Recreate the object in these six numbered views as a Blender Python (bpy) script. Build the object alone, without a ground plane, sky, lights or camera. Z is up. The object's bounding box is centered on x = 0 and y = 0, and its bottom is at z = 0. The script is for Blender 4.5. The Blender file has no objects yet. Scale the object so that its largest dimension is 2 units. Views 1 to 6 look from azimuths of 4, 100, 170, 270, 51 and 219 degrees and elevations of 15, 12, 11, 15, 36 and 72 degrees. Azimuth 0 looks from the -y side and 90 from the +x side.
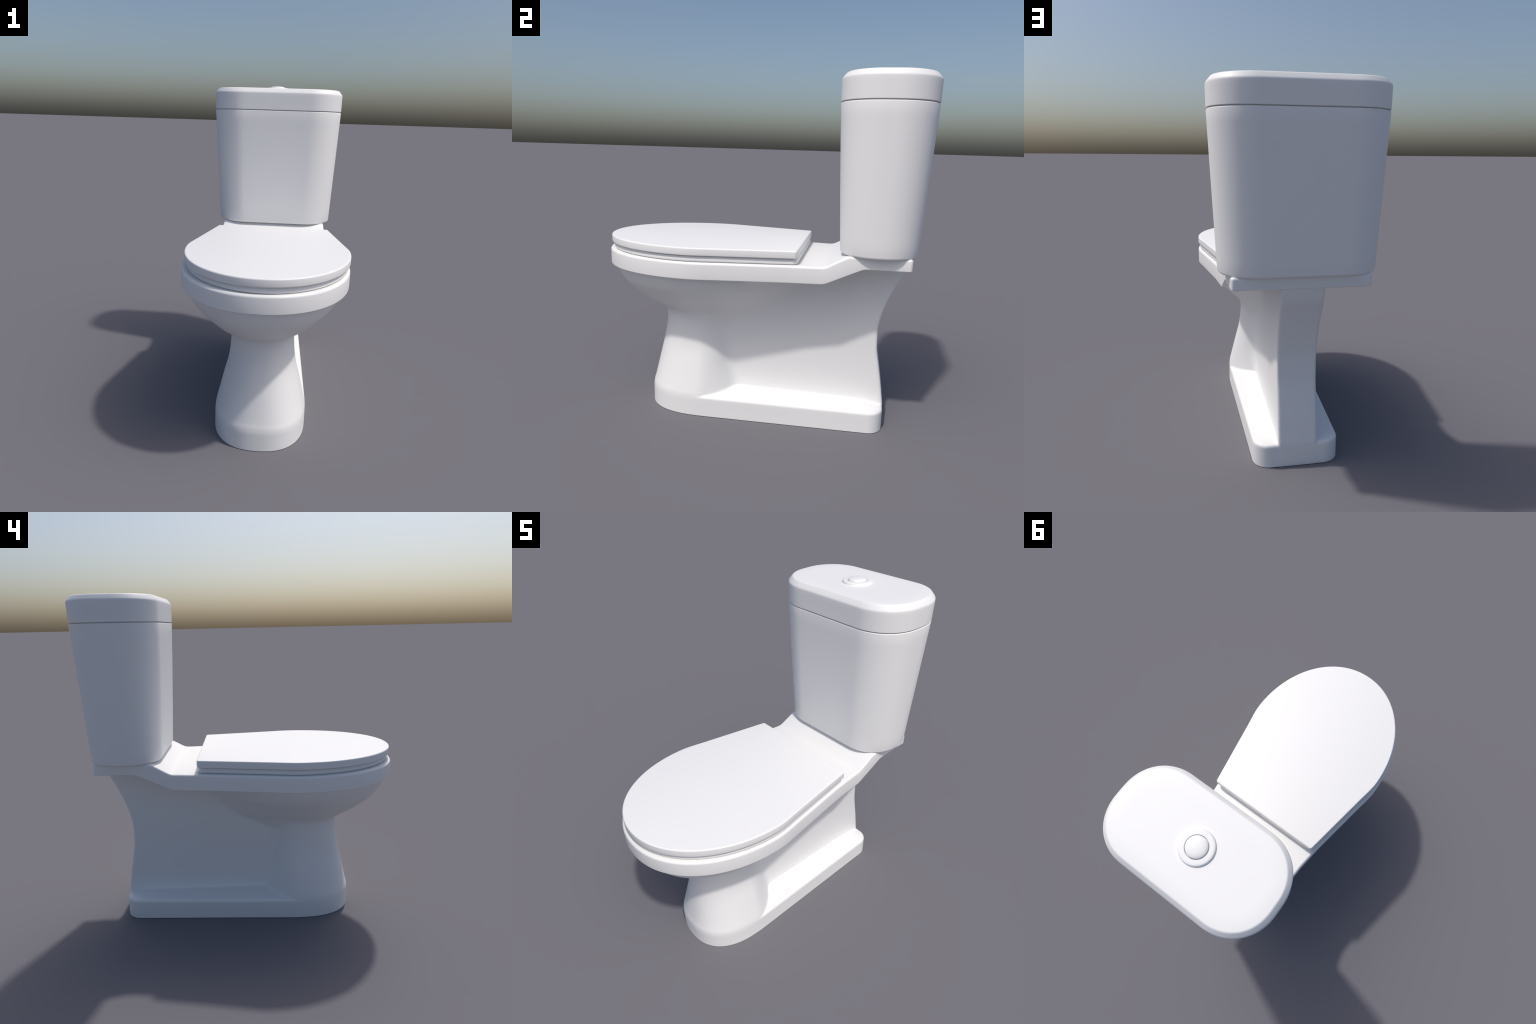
"""White ceramic close-coupled toilet with a closed seat, built from profiles, lofts and
one blended (implicit) casting for foot, pedestal and bowl."""
import bpy, bmesh, math
import numpy as np
from mathutils import Vector

# ------------------------------------------------------------------ materials
def white_material(name, colour, rough, coat=0.0, mottle=0.004):
    m = bpy.data.materials.new(name)
    m.use_nodes = True
    nt = m.node_tree
    b = nt.nodes["Principled BSDF"]
    tc = nt.nodes.new("ShaderNodeTexCoord")
    n = nt.nodes.new("ShaderNodeTexNoise")
    n.inputs["Scale"].default_value = 3.0
    n.inputs["Detail"].default_value = 2.0
    nt.links.new(tc.outputs["Object"], n.inputs["Vector"])
    r = nt.nodes.new("ShaderNodeValToRGB")
    r.color_ramp.elements[0].position = 0.3
    r.color_ramp.elements[1].position = 0.7
    r.color_ramp.elements[0].color = tuple(c * (1 - mottle) for c in colour) + (1,)
    r.color_ramp.elements[1].color = tuple(min(1, c * (1 + mottle)) for c in colour) + (1,)
    nt.links.new(n.outputs["Fac"], r.inputs["Fac"])
    nt.links.new(r.outputs["Color"], b.inputs["Base Color"])
    b.inputs["Roughness"].default_value = rough
    b.inputs["Specular IOR Level"].default_value = SPEC
    b.inputs["Coat Weight"].default_value = coat
    return m

SPEC = 0.5
CERAMIC = white_material("white_glazed_ceramic", (0.80, 0.80, 0.80), 0.5)
PLASTIC = white_material("white_seat_plastic", (0.80, 0.80, 0.80), 0.5)
PLASTIC_BUTTON = white_material("white_button_plastic", (0.80, 0.80, 0.80), 0.5)

# ------------------------------------------------------------------ scene tree
root = bpy.data.objects.new("toilet", None)
root.empty_display_size = 0.2
bpy.context.collection.objects.link(root)
root["label"] = "white ceramic toilet with closed seat lid and tapered cistern"
root["category"] = "toilet"

def add_mesh(name, verts, faces, mat, parent=root, sharp=None):
    me = bpy.data.meshes.new(name)
    me.from_pydata([tuple(v) for v in verts], [], [tuple(f) for f in faces])
    me.validate()
    bm = bmesh.new(); bm.from_mesh(me)
    bmesh.ops.recalc_face_normals(bm, faces=bm.faces)
    bm.to_mesh(me); bm.free()
    me.polygons.foreach_set("use_smooth", [True] * len(me.polygons))
    if sharp is not None:
        me.set_sharp_from_angle(angle=math.radians(sharp))
    me.materials.append(mat)
    ob = bpy.data.objects.new(name, me)
    bpy.context.collection.objects.link(ob)
    ob.parent = parent
    return ob

def quarter(r_in, r_up, n, z_sign, z_edge, start=0.0):
    """rounded edge: list of (inset, z) from the side wall to the flat."""
    out = []
    for i in range(n + 1):
        a = math.pi / 2 * i / n
        out.append((start + r_in * (1 - math.cos(a)), z_edge + z_sign * r_up * math.sin(a)))
    return out

# ------------------------------------------------------------------ plan curves
def horseshoe(w, y_c, y_front, y_tan, taper, tail, corner, n_front=72, power=2.0):
    """Right half of a D-shaped plan, front centre -> back centre: half ellipse in front,
    easing into straight tapering sides, then the points of `tail`, the last two corners
    of which are rounded with radius `corner`."""
    pts = []
    l = y_c - y_front
    for i in range(n_front + 1):
        a = math.pi / 2 * i / n_front
        pts.append((w * math.sin(a) ** (2 / power), y_c - l * max(math.cos(a), 0) ** (2 / power)))
    x_t, y_t = y_tan
    for i in range(1, 25):                      # Hermite easing into the taper
        t = i / 24
        h = y_t - y_c
        h00, h10, h01, h11 = 2*t**3-3*t*t+1, t**3-2*t*t+t, -2*t**3+3*t*t, t**3-t*t
        pts.append((h00*w + h01*x_t + h11*(-taper*h), y_c + t*h))
    for (x, y) in tail[:-1]:
        x0, y0 = pts[-1]
        m = max(1, int(abs(y - y0) / 0.012))
        for i in range(1, m + 1):
            pts.append((x0 + (x - x0) * i / m, y0 + (y - y0) * i / m))
    # rounded back corner
    xe, ye = tail[-1]
    x0, y0 = pts[-1]
    y_s = ye - corner
    x_s = x0 + (xe - x0) * (y_s - y0) / (ye - y0)
    m = max(1, int((y_s - y0) / 0.012))
    for i in range(1, m + 1):
        pts.append((x0 + (x_s - x0) * i / m, y0 + (y_s - y0) * i / m))
    for i in range(1, 11):
        a = math.pi / 2 * i / 10
        pts.append((x_s - corner * (1 - math.cos(a)), y_s + corner * math.sin(a)))
    pts.append((0.0, ye))
    return np.array(pts)

def inward(pts, d):
    """offset a right-half outline (front centre -> back centre) inwards by d."""
    full_t = np.zeros_like(pts)
    full_t[1:-1] = pts[2:] - pts[:-2]
    full_t[0] = (1, 0); full_t[-1] = (-1, 0)
    ln = np.linalg.norm(full_t, axis=1, keepdims=True)
    t = full_t / ln
    n = np.stack([t[:, 1], -t[:, 0]], 1)         # outward on the right side
    q = pts - d * n
    q[0, 0] = 0; q[-1, 0] = 0
    q[:, 0] = np.maximum(q[:, 0], 0)
    return q

def slab(name, half, rows, cx, mat, parent=root):
    """Closed plate over a horseshoe plan. rows: (inset, z(y)) from the bottom flat, round the
    side, to the top flat. Top and bottom are filled by strips across the plate."""
    verts, faces, rings = [], [], []
    n = len(half)
    for d, zf in rows:
        q = inward(half, d)
        ring = []
        for i in range(n):                       # right side, front to back
            verts.append((cx + q[i, 0], q[i, 1], zf(q[i, 1]))); ring.append(len(verts) - 1)
        for i in range(n - 2, 0, -1):            # left side, back to front
            verts.append((cx - q[i, 0], q[i, 1], zf(q[i, 1]))); ring.append(len(verts) - 1)
        rings.append(ring)
    m = len(rings[0])
    for a, b in zip(rings[:-1], rings[1:]):
        for i in range(m):
            j = (i + 1) % m
            faces.append((a[i], a[j], b[j], b[i]))
    for ring in (rings[0], rings[-1]):
        R = ring[:n]; L = [ring[0]] + [ring[m - i] for i in range(1, n - 1)] + [ring[n - 1]]
        for i in range(n - 1):
            f = [R[i], R[i + 1], L[i + 1], L[i]]
            f = list(dict.fromkeys(f))
            if len(f) >= 3:
                faces.append(f)
    return add_mesh(name, verts, faces, mat, parent, sharp=50)

def rounded_rect(cx, cy, hx, hy, r, n_c=28, n_s=10, power=2.12):
    """closed loop, counter clockwise; corner radius r; the short sides bow out slightly."""
    pts = []
    cs = [(hx - r, -(hy - r), -90), (hx - r, hy - r, 0), (-(hx - r), hy - r, 90), (-(hx - r), -(hy - r), 180)]
    for k, (x, y, a0) in enumerate(cs):
        for i in range(n_c + 1):
            a = math.radians(a0 + 90 * i / n_c)
            c, d = math.cos(a), math.sin(a)
            pts.append((cx + x + r * math.copysign(abs(c) ** (2 / power), c),
                        cy + y + r * math.copysign(abs(d) ** (2 / power), d)))
        x2, y2, a2 = cs[(k + 1) % 4]
        p = pts[-1]
        q = (cx + x2 + r * math.cos(math.radians(a2)), cy + y2 + r * math.sin(math.radians(a2)))
        for i in range(1, n_s):
            pts.append((p[0] + (q[0] - p[0]) * i / n_s, p[1] + (q[1] - p[1]) * i / n_s))
    return pts

def loft(name, loops, mat, parent=root, sharp=40):
    """loft closed loops of equal length given as lists of xyz; flat caps."""
    verts, faces = [], []
    m = len(loops[0])
    for lp in loops:
        verts.extend(lp)
    for k in range(len(loops) - 1):
        for i in range(m):
            j = (i + 1) % m
            faces.append((k*m + i, k*m + j, (k+1)*m + j, (k+1)*m + i))
    faces.append(tuple(range(m)))
    faces.append(tuple(range((len(loops)-1)*m, len(loops)*m)))
    return add_mesh(name, verts, faces, mat, parent, sharp)

def turned(name, profile, centre, mat, parent=root, seg=96, sharp=35):
    """surface of revolution from (radius, z); closes on the axis when radius is 0."""
    cx, cy = centre
    verts, faces, rows = [], [], []
    for r, z in profile:
        if r < 1e-6:
            verts.append((cx, cy, z)); rows.append([len(verts) - 1])
        else:
            s = len(verts)
            for i in range(seg):
                a = 2 * math.pi * i / seg
                verts.append((cx + r * math.cos(a), cy + r * math.sin(a), z))
            rows.append(list(range(s, s + seg)))
    for a, b in zip(rows[:-1], rows[1:]):
        for i in range(seg):
            j = (i + 1) % seg
            if len(a) == 1 and len(b) == 1: continue
            if len(b) == 1: faces.append((a[i], a[j], b[0]))
            elif len(a) == 1: faces.append((a[0], b[j], b[i]))
            else: faces.append((a[i], a[j], b[j], b[i]))
    return add_mesh(name, verts, faces, mat, parent, sharp)

# ------------------------------------------------------------------ rim and cistern shelf
RIM_CX = -0.001
def bend(y, y0, z0, y1, z1, soft):
    """flat at z0, ramp between y0 and y1, flat at z1, with softened bends."""
    s = (z1 - z0) / (y1 - y0)
    sp = lambda t: 0.5 * (t + math.sqrt(t * t + soft * soft))
    return z0 + s * (sp(y - y0) - sp(y - y1))
rim_top = lambda y: bend(y, 0.405, 0.992, 0.522, 1.058, 0.012)
rim_bottom = lambda y: bend(y, 0.402, 0.897, 0.605, 0.992, 0.010)

rim_plan = horseshoe(0.469, -0.33, -0.932, (0.444, -0.15), 0.172,
                     [(0.385, 0.205), (0.366, 0.37), (0.347, 0.851)], 0.018, power=2.1)
rows = []
for d, u in quarter(0.006, 0.006, 5, -1, 0.0)[::-1]:
    rows.append((d, (lambda u: lambda y: rim_bottom(y) + 0.006 + u)(u)))
for d, u in quarter(0.014, 0.014, 8, 1, 0.0):
    rows.append((d, (lambda u: lambda y: rim_top(y) - 0.014 + u)(u)))
slab("bowl_rim", rim_plan, rows, RIM_CX, CERAMIC)

# ------------------------------------------------------------------ seat ring and seat cover
SEAT_CX = 0.007
cover_plan = horseshoe(0.461, -0.335, -0.924, (0.437, -0.165), 0.165,
                       [(0.372, 0.222), (0.366, 0.257)], 0.016, power=2.03)
rows = []
for d, z in quarter(0.005, 0.005, 4, -1, 1.033)[::-1]:
    rows.append((d, (lambda z: lambda y: z)(z)))
for d, z in quarter(0.008, 0.008, 5, 1, 1.063):
    rows.append((d, (lambda z: lambda y: z)(z)))
slab("seat_cover", cover_plan, rows, SEAT_CX, PLASTIC)

seat_plan = horseshoe(0.450, -0.335, -0.912, (0.427, -0.165), 0.165,
                      [(0.363, 0.205), (0.355, 0.258)], 0.036)
rows = []
for d, z in [(0.012, 0.988), (0.009, 0.9945)]:
    rows.append((d, (lambda z: lambda y: z)(z)))
for d, z in quarter(0.006, 0.006, 4, -1, 1.0015)[::-1]:
    rows.append((d, (lambda z: lambda y: z)(z)))
for d, z in [(0.001, 1.012), (0.004, 1.020), (0.009, 1.0245), (0.014, 1.026), (0.016, 1.032)]:
    rows.append((d, (lambda z: lambda y: z)(z)))
slab("seat", seat_plan, rows, SEAT_CX, PLASTIC)

# ------------------------------------------------------------------ cistern
def cistern_loop(z, inset=0.0, hx=None):
    t = (z - 1.05) / (1.835 - 1.05)
    hxx = (0.402 + (0.443 - 0.402) * t) - inset
    yf = 0.472 + (0.433 - 0.472) * t - 0.002 * math.sin(math.pi * min(max(t, 0), 1)) + inset
    yb = 0.884 + (0.925 - 0.884) * t - inset
    r = 0.200 + (0.225 - 0.200) * t - inset
    return [(x, y, z) for x, y in rounded_rect(-0.003, (yf + yb) / 2, hxx, (yb - yf) / 2, max(r, 0.02))]

loops = []
for d, z in quarter(0.016, 0.014, 5, -1, 1.068)[::-1]:
    loops.append(cistern_loop(z, d))
for i in range(1, 12):
    loops.append(cistern_loop(1.068 + (1.826 - 1.068) * i / 12))
for d, z in quarter(0.006, 0.005, 4, 1, 1.826):
    loops.append(cistern_loop(z, d))
loops.append(cistern_loop(1.831, 0.012))
loops.append(cistern_loop(1.850, 0.012))
loft("cistern", loops, CERAMIC)

def lid_loop(z, inset=0.0):
    z_side = min(z, 1.945)
    return [(x, y, z) for x, y, _ in cistern_loop(1.835 + (z_side - 1.835) * 0.35, inset)]
loops = [lid_loop(1.8358, 0.010), lid_loop(1.8358, 0.002), lid_loop(1.838, 0.0)]
loops += [lid_loop(1.84 + 0.10 * i / 6) for i in range(1, 7)]
for d, z in [(0.0005, 1.9445), (0.0018, 1.9485), (0.0040, 1.9520), (0.0110, 1.9605), (0.0180, 1.9690),
             (0.0215, 1.9730), (0.0250, 1.9752), (0.0290, 1.976), (0.09, 1.976), (0.14, 1.976)]:
    loops.append(lid_loop(z, d))
lid = loft("cistern_lid", loops, CERAMIC)

# ------------------------------------------------------------------ flush button
BC = (-0.012, 0.678)
collar = [(0.0855, 1.9755), (0.0838, 1.9772), (0.0830, 1.9805), (0.0825, 1.9838), (0.0808, 1.9865), (0.0775, 1.9882),
          (0.073, 1.9887), (0.0560, 1.9887), (0.0543, 1.9875), (0.0535, 1.976)]
dome = [(0.0515, 1.976), (0.0515, 1.9885), (0.0507, 1.9905), (0.0485, 1.993), (0.044, 1.9955), (0.036, 1.9978),
        (0.024, 1.9992), (0.012, 1.9998), (0.0, 2.0)]
ob = turned("flush_button", dome, BC, PLASTIC_BUTTON)
turned("button_collar", collar, BC, PLASTIC_BUTTON, ob)

# ------------------------------------------------------------------ ceramic body (implicit casting)
CX = -0.004
def curve(z, zs, vs):
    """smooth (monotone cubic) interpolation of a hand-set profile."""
    zs = np.array(zs, float); vs = np.array(vs, float)
    d = np.diff(vs) / np.diff(zs)
    m = np.zeros(len(zs)); m[0], m[-1] = d[0], d[-1]
    for i in range(1, len(zs) - 1):
        if d[i-1] * d[i] > 0:
            m[i] = 2 * d[i-1] * d[i] / (d[i-1] + d[i])
    zc = np.clip(z, zs[0], zs[-1])
    k = np.clip(np.searchsorted(zs, zc) - 1, 0, len(zs) - 2)
    h = zs[k+1] - zs[k]; t = (zc - zs[k]) / h
    return ((2*t**3-3*t*t+1)*vs[k] + (t**3-2*t*t+t)*h*m[k] + (-2*t**3+3*t*t)*vs[k+1] + (t**3-t*t)*h*m[k+1])

def smin(a, b, k):
    h = np.clip(0.5 + 0.5 * (b - a) / k, 0, 1)
    return b * (1 - h) + a * h - k * h * (1 - h)
def smax(a, b, k):
    return -smin(-a, -b, k)

def egg(ax, y, w, yc, front, back, power):
    """distance-like field of an egg plan: half width w at yc, reaching to front and back."""
    ly = np.where(y < yc, yc - front, back - yc)
    u, v = ax / w, np.abs(y - yc) / ly
    f = (u**power + v**power + 1e-9) ** (1 / power)
    g = np.sqrt((u / w) ** 2 + (v / ly) ** 2) / np.maximum(np.sqrt(u*u + v*v), 1e-6)
    return (f - 1) / np.maximum(g, 1e-6)

def field(x, y, z):
    ax = np.abs(x - CX)
    # foot: rounded nose, sides tapering to the back, sloping ledge on top
    w_foot = 0.269 - 0.038 * np.clip((y + 0.30) / 1.0, 0, 1.2)
    nose = egg(ax, y, 0.269, -0.30, -0.679, 5.0, 2.40)
    qx, qy = ax - w_foot + 0.085, y - 0.767 + 0.085
    body = np.minimum(np.maximum(qx, qy), 0) + np.hypot(np.maximum(qx, 0), np.maximum(qy, 0)) - 0.085
    plan = np.where(y < -0.30, nose, body)
    ledge = (z - (0.124 + 0.14 * np.clip(-plan, -0.1, 0.14))) * 0.96
    foot = smax(plan, ledge, 0.016)
    # front column: flush with the foot's nose, then leans back as it rises to the neck
    zc = np.clip(z, 0.0, 0.7)
    zs = [0, .095, .125, .16, .22, .30, .42, .50, .56, .66]
    col_w = curve(zc, zs, [.2685, .2685, .2665, .259, .2445, .2255, .196, .186, .183, .19])
    col_f = curve(zc, zs, [-.680, -.680, -.6775, -.669, -.656, -.639, -.613, -.599, -.595, -.60])
    col_b = curve(zc, [0, .16, .33, .53, .66], [-.105, -.105, -.138, -.150, -.150])
    column = egg(ax, y, col_w, -0.335, col_f, col_b, np.where(y < -0.335, 2.40 - 0.18 * np.clip((z - 0.12) / 0.2, 0, 1), 1.7))
    column = smax(column, z - 0.72, 0.02)
    # web: upright wall with a curved back edge, flaring where it meets the ledge
    back = curve(z, [0.0, .12, .16, .25, .36, .48, .58, .66, .745, .85, .93, 1.0],
                 [.768, .768, .763, .750, .731, .713, .711, .723, .748, .792, .830, .848])
    w_web = 0.106 + 0.005 * np.clip((z - 0.6) / 0.3, 0, 1)
    web = smax(smax(ax - w_web, (y - back) * 0.93, 0.015), -0.35 - y, 0.01)
    shelf = np.where(y < 0.40, 0.925, 0.925 + 0.46 * np.clip(y - 0.40, 0, 0.21))
    # bowl underside
    zb = np.clip(z, 0.52, 0.95)
    zl = np.clip(z - 0.012 * np.clip((0.92 - z) / 0.2, 0, 1) * np.clip((z - 0.575) / 0.07, 0, 1), 0.52, 0.95)
    zs = [.52, .57, .59, .604, .627, .646, .672, .70, .735, .757, .80, .837, .87, .95]
    bw = curve(zl, zs, [.12, .168, .181, .190, .214, .236, .268, .296, .331, .352, .391, .413, .428, .442])
    bf = curve(zl, zs, [-.52, -.572, -.588, -.601, -.644, -.680, -.728, -.770, -.812, -.834, -.866, -.886, -.900, -.915])
    bb = curve(zb, [.52, .57, .599, .628, .652, .702, .751, .80, .85, .95],
               [-.20, -.07, .015, .075, .120, .148, .172, .202, .235, .28])
    rise = np.clip((z - 0.60) / 0.2, 0, 1)
    y_c = -0.335 - 0.040 * np.clip((z - 0.59) / 0.08, 0, 1)
    bowl = egg(ax, y, bw, y_c, bf, bb, np.where(y < y_c, 2.2 - 0.15 * rise, 1.55 + 0.25 * rise)) * 0.8
    # underside of the rim and the cistern shelf, to which the web flares out
    under = np.where(y < 0.40, 0.897, 0.897 + 0.468 * np.clip(y - 0.40, 0, 0.203)) + 0.006
    shelf_box = np.maximum(np.maximum(under - z, ax - 0.325), np.maximum(-y, y - 0.75))
    step = lambda t: np.clip(t, 0, 1) ** 2 * (3 - 2 * np.clip(t, 0, 1))
    f = smin(column, smin(web, shelf_box, 0.04), 0.038)
    k_foot = 0.002 + 0.013 * step((y + 0.36) / 0.25) * step((0.755 - y) / 0.09)
    f = smin(f, foot, k_foot)
    f = smin(f, bowl, 0.018 + 0.006 * step((y + 0.4) / 0.2) + 0.06 * step((z - 0.66) / 0.25) * step((y + 0.2) / 0.3))
    return np.maximum(np.maximum(f, z - shelf), y - 0.847)

def surface_nets(lo, hi, h):
    n = [int(math.ceil((b - a) / h)) + 1 for a, b in zip(lo, hi)]
    lo = (CX - h * (n[0] - 1) / 2, lo[1], lo[2])
    X, Y, Z = np.meshgrid(*[lo[i] + h * np.arange(n[i]) for i in range(3)], indexing="ij")
    half = (n[0] + 1) // 2                       # the casting is symmetric: sample one half
    F = field(X[:half], Y[:half], Z[:half])
    F = np.concatenate([F, F[:n[0] - half][::-1]], 0)
    ins = F < 0
    c = [ins[i:n[0]-1+i, j:n[1]-1+j, k:n[2]-1+k] for i in (0, 1) for j in (0, 1) for k in (0, 1)]
    cnt = sum(a.astype(np.int8) for a in c)
    active = (cnt > 0) & (cnt < 8)
    idx = -np.ones(active.shape, int)
    cells = np.argwhere(active)
    idx[active] = np.arange(len(cells))
    acc = np.zeros((len(cells), 3)); num = np.zeros(len(cells))
    ci, cj, ck = cells.T
    off = [(i, j, k) for i in (0, 1) for j in (0, 1) for k in (0, 1)]
    for a in off:
        for ax in range(3):
            if a[ax]: continue
            b = list(a); b[ax] = 1
            fa = F[ci+a[0], cj+a[1], ck+a[2]]; fb = F[ci+b[0], cj+b[1], ck+b[2]]
            m = (fa < 0) != (fb < 0)
            t = np.where(m, fa / np.where(m, fa - fb, 1), 0)
            p = np.array(a, float)[None, :].repeat(len(cells), 0); p[:, ax] += t
            acc[m] += p[m]; num[m] += 1
    V = np.array(lo) + h * (cells + acc / num[:, None])
    quads = []
    for ax in range(3):
        o = [i for i in range(3) if i != ax]
        sl0 = [slice(None)] * 3; sl1 = [slice(None)] * 3
        sl0[ax] = slice(0, -1); sl1[ax] = slice(1, None)
        ch = ins[tuple(sl0)] != ins[tuple(sl1)]
        e = np.argwhere(ch)
        e = e[(e[:, o[0]] > 0) & (e[:, o[1]] > 0) & (e[:, o[0]] < n[o[0]]-1) & (e[:, o[1]] < n[o[1]]-1)]
        def cell(d0, d1):
            q = e.copy(); q[:, o[0]] -= d0; q[:, o[1]] -= d1
            return idx[q[:, 0], q[:, 1], q[:, 2]]
        Q = np.stack([cell(1, 1), cell(0, 1), cell(0, 0), cell(1, 0)], 1)
        flip = ins[tuple(e.T)] == (ax == 1)
        Q[flip] = Q[flip][:, ::-1]
        quads.append(Q)
    Q = np.concatenate(quads)
    return V, Q

def gradient(V, e=1.5e-3):
    g = np.zeros_like(V)
    for i in range(3):
        d = np.zeros(3); d[i] = e
        a, b = V + d, V - d
        g[:, i] = (field(*a.T) - field(*b.T)) / (2 * e)
    return g

H = 0.0075
V, Q = surface_nets((-0.49, -0.95, -0.02), (0.49, 0.90, 1.05), H)
for it in range(4):                              # settle on the surface, then even out the grid
    for _ in range(2):
        g = gradient(V)
        f = field(*V.T)
        step = -(f / np.maximum((g * g).sum(1), 0.05))[:, None] * g
        V = V + np.clip(step, -H / 2, H / 2)
    if it < 3:
        acc = np.zeros_like(V); num = np.zeros(len(V))
        for a, b in ((0, 1), (1, 2), (2, 3), (3, 0)):
            for s, t in ((a, b), (b, a)):
                np.add.at(acc, Q[:, s], V[Q[:, t]]); np.add.at(num, Q[:, s], 1)
        V = V * 0.6 + 0.4 * acc / num[:, None]

def split_body(V, Q):
    me = bpy.data.meshes.new("ceramic_body")
    me.from_pydata(V.tolist(), [], Q.tolist())
    bm = bmesh.new(); bm.from_mesh(me)
    # cut flush with the floor and close the sole
    cut = bmesh.ops.bisect_plane(bm, geom=bm.verts[:] + bm.edges[:] + bm.faces[:], dist=1e-6,
                                 plane_co=(0, 0, 0), plane_no=(0, 0, 1), clear_inner=True)
    rim_edges = [e for e in cut["geom_cut"] if isinstance(e, bmesh.types.BMEdge)]
    bmesh.ops.contextual_create(bm, geom=rim_edges)
    bmesh.ops.triangulate(bm, faces=bm.faces[:])
    bmesh.ops.recalc_face_normals(bm, faces=bm.faces)
    bm.to_mesh(me); bm.free()
    me.update()
    V = np.zeros(len(me.vertices) * 3); me.vertices.foreach_get("co", V); V = V.reshape(-1, 3)
    Q = np.zeros(len(me.polygons) * 3, int); me.polygons.foreach_get("vertices", Q); Q = Q.reshape(-1, 3)
    N = np.zeros(len(V) * 3); me.vertices.foreach_get("normal", N); N = N.reshape(-1, 3)
    low = V[:, 2] < 1e-4                         # keep the side shading straight down to the floor
    N[low, 2] = 0.0
    N[low] /= np.maximum(np.linalg.norm(N[low], axis=1, keepdims=True), 1e-6)
    C = V[Q].mean(1)
    x, y, z = C.T
    ax = np.abs(x - CX)
    w_foot = 0.267 - 0.042 * np.clip((y + 0.30), 0, 1)
    # region borders: foot below the ledge line, bowl above the neck in front of the web
    foot = z < 0.124 + 0.26 * np.clip(w_foot - ax, 0, 0.12)
    bowl = (~foot) & (z > 0.55) & ((ax > 0.14) | (y < -0.3)) & (y < 0.36)
    for name, mask in (("foot", foot), ("bowl", bowl), ("pedestal", ~foot & ~bowl)):
        q = Q[mask]
        used, inv = np.unique(q, return_inverse=True)
        part = bpy.data.meshes.new(name)
        part.from_pydata(V[used].tolist(), [], inv.reshape(-1, 3).tolist())
        part.polygons.foreach_set("use_smooth", [True] * len(part.polygons))
        part.normals_split_custom_set_from_vertices(N[used].tolist())
        part.materials.append(CERAMIC)
        ob = bpy.data.objects.new(name, part)
        bpy.context.collection.objects.link(ob)
        ob.parent = root
    bpy.data.meshes.remove(me)
split_body(V, Q)
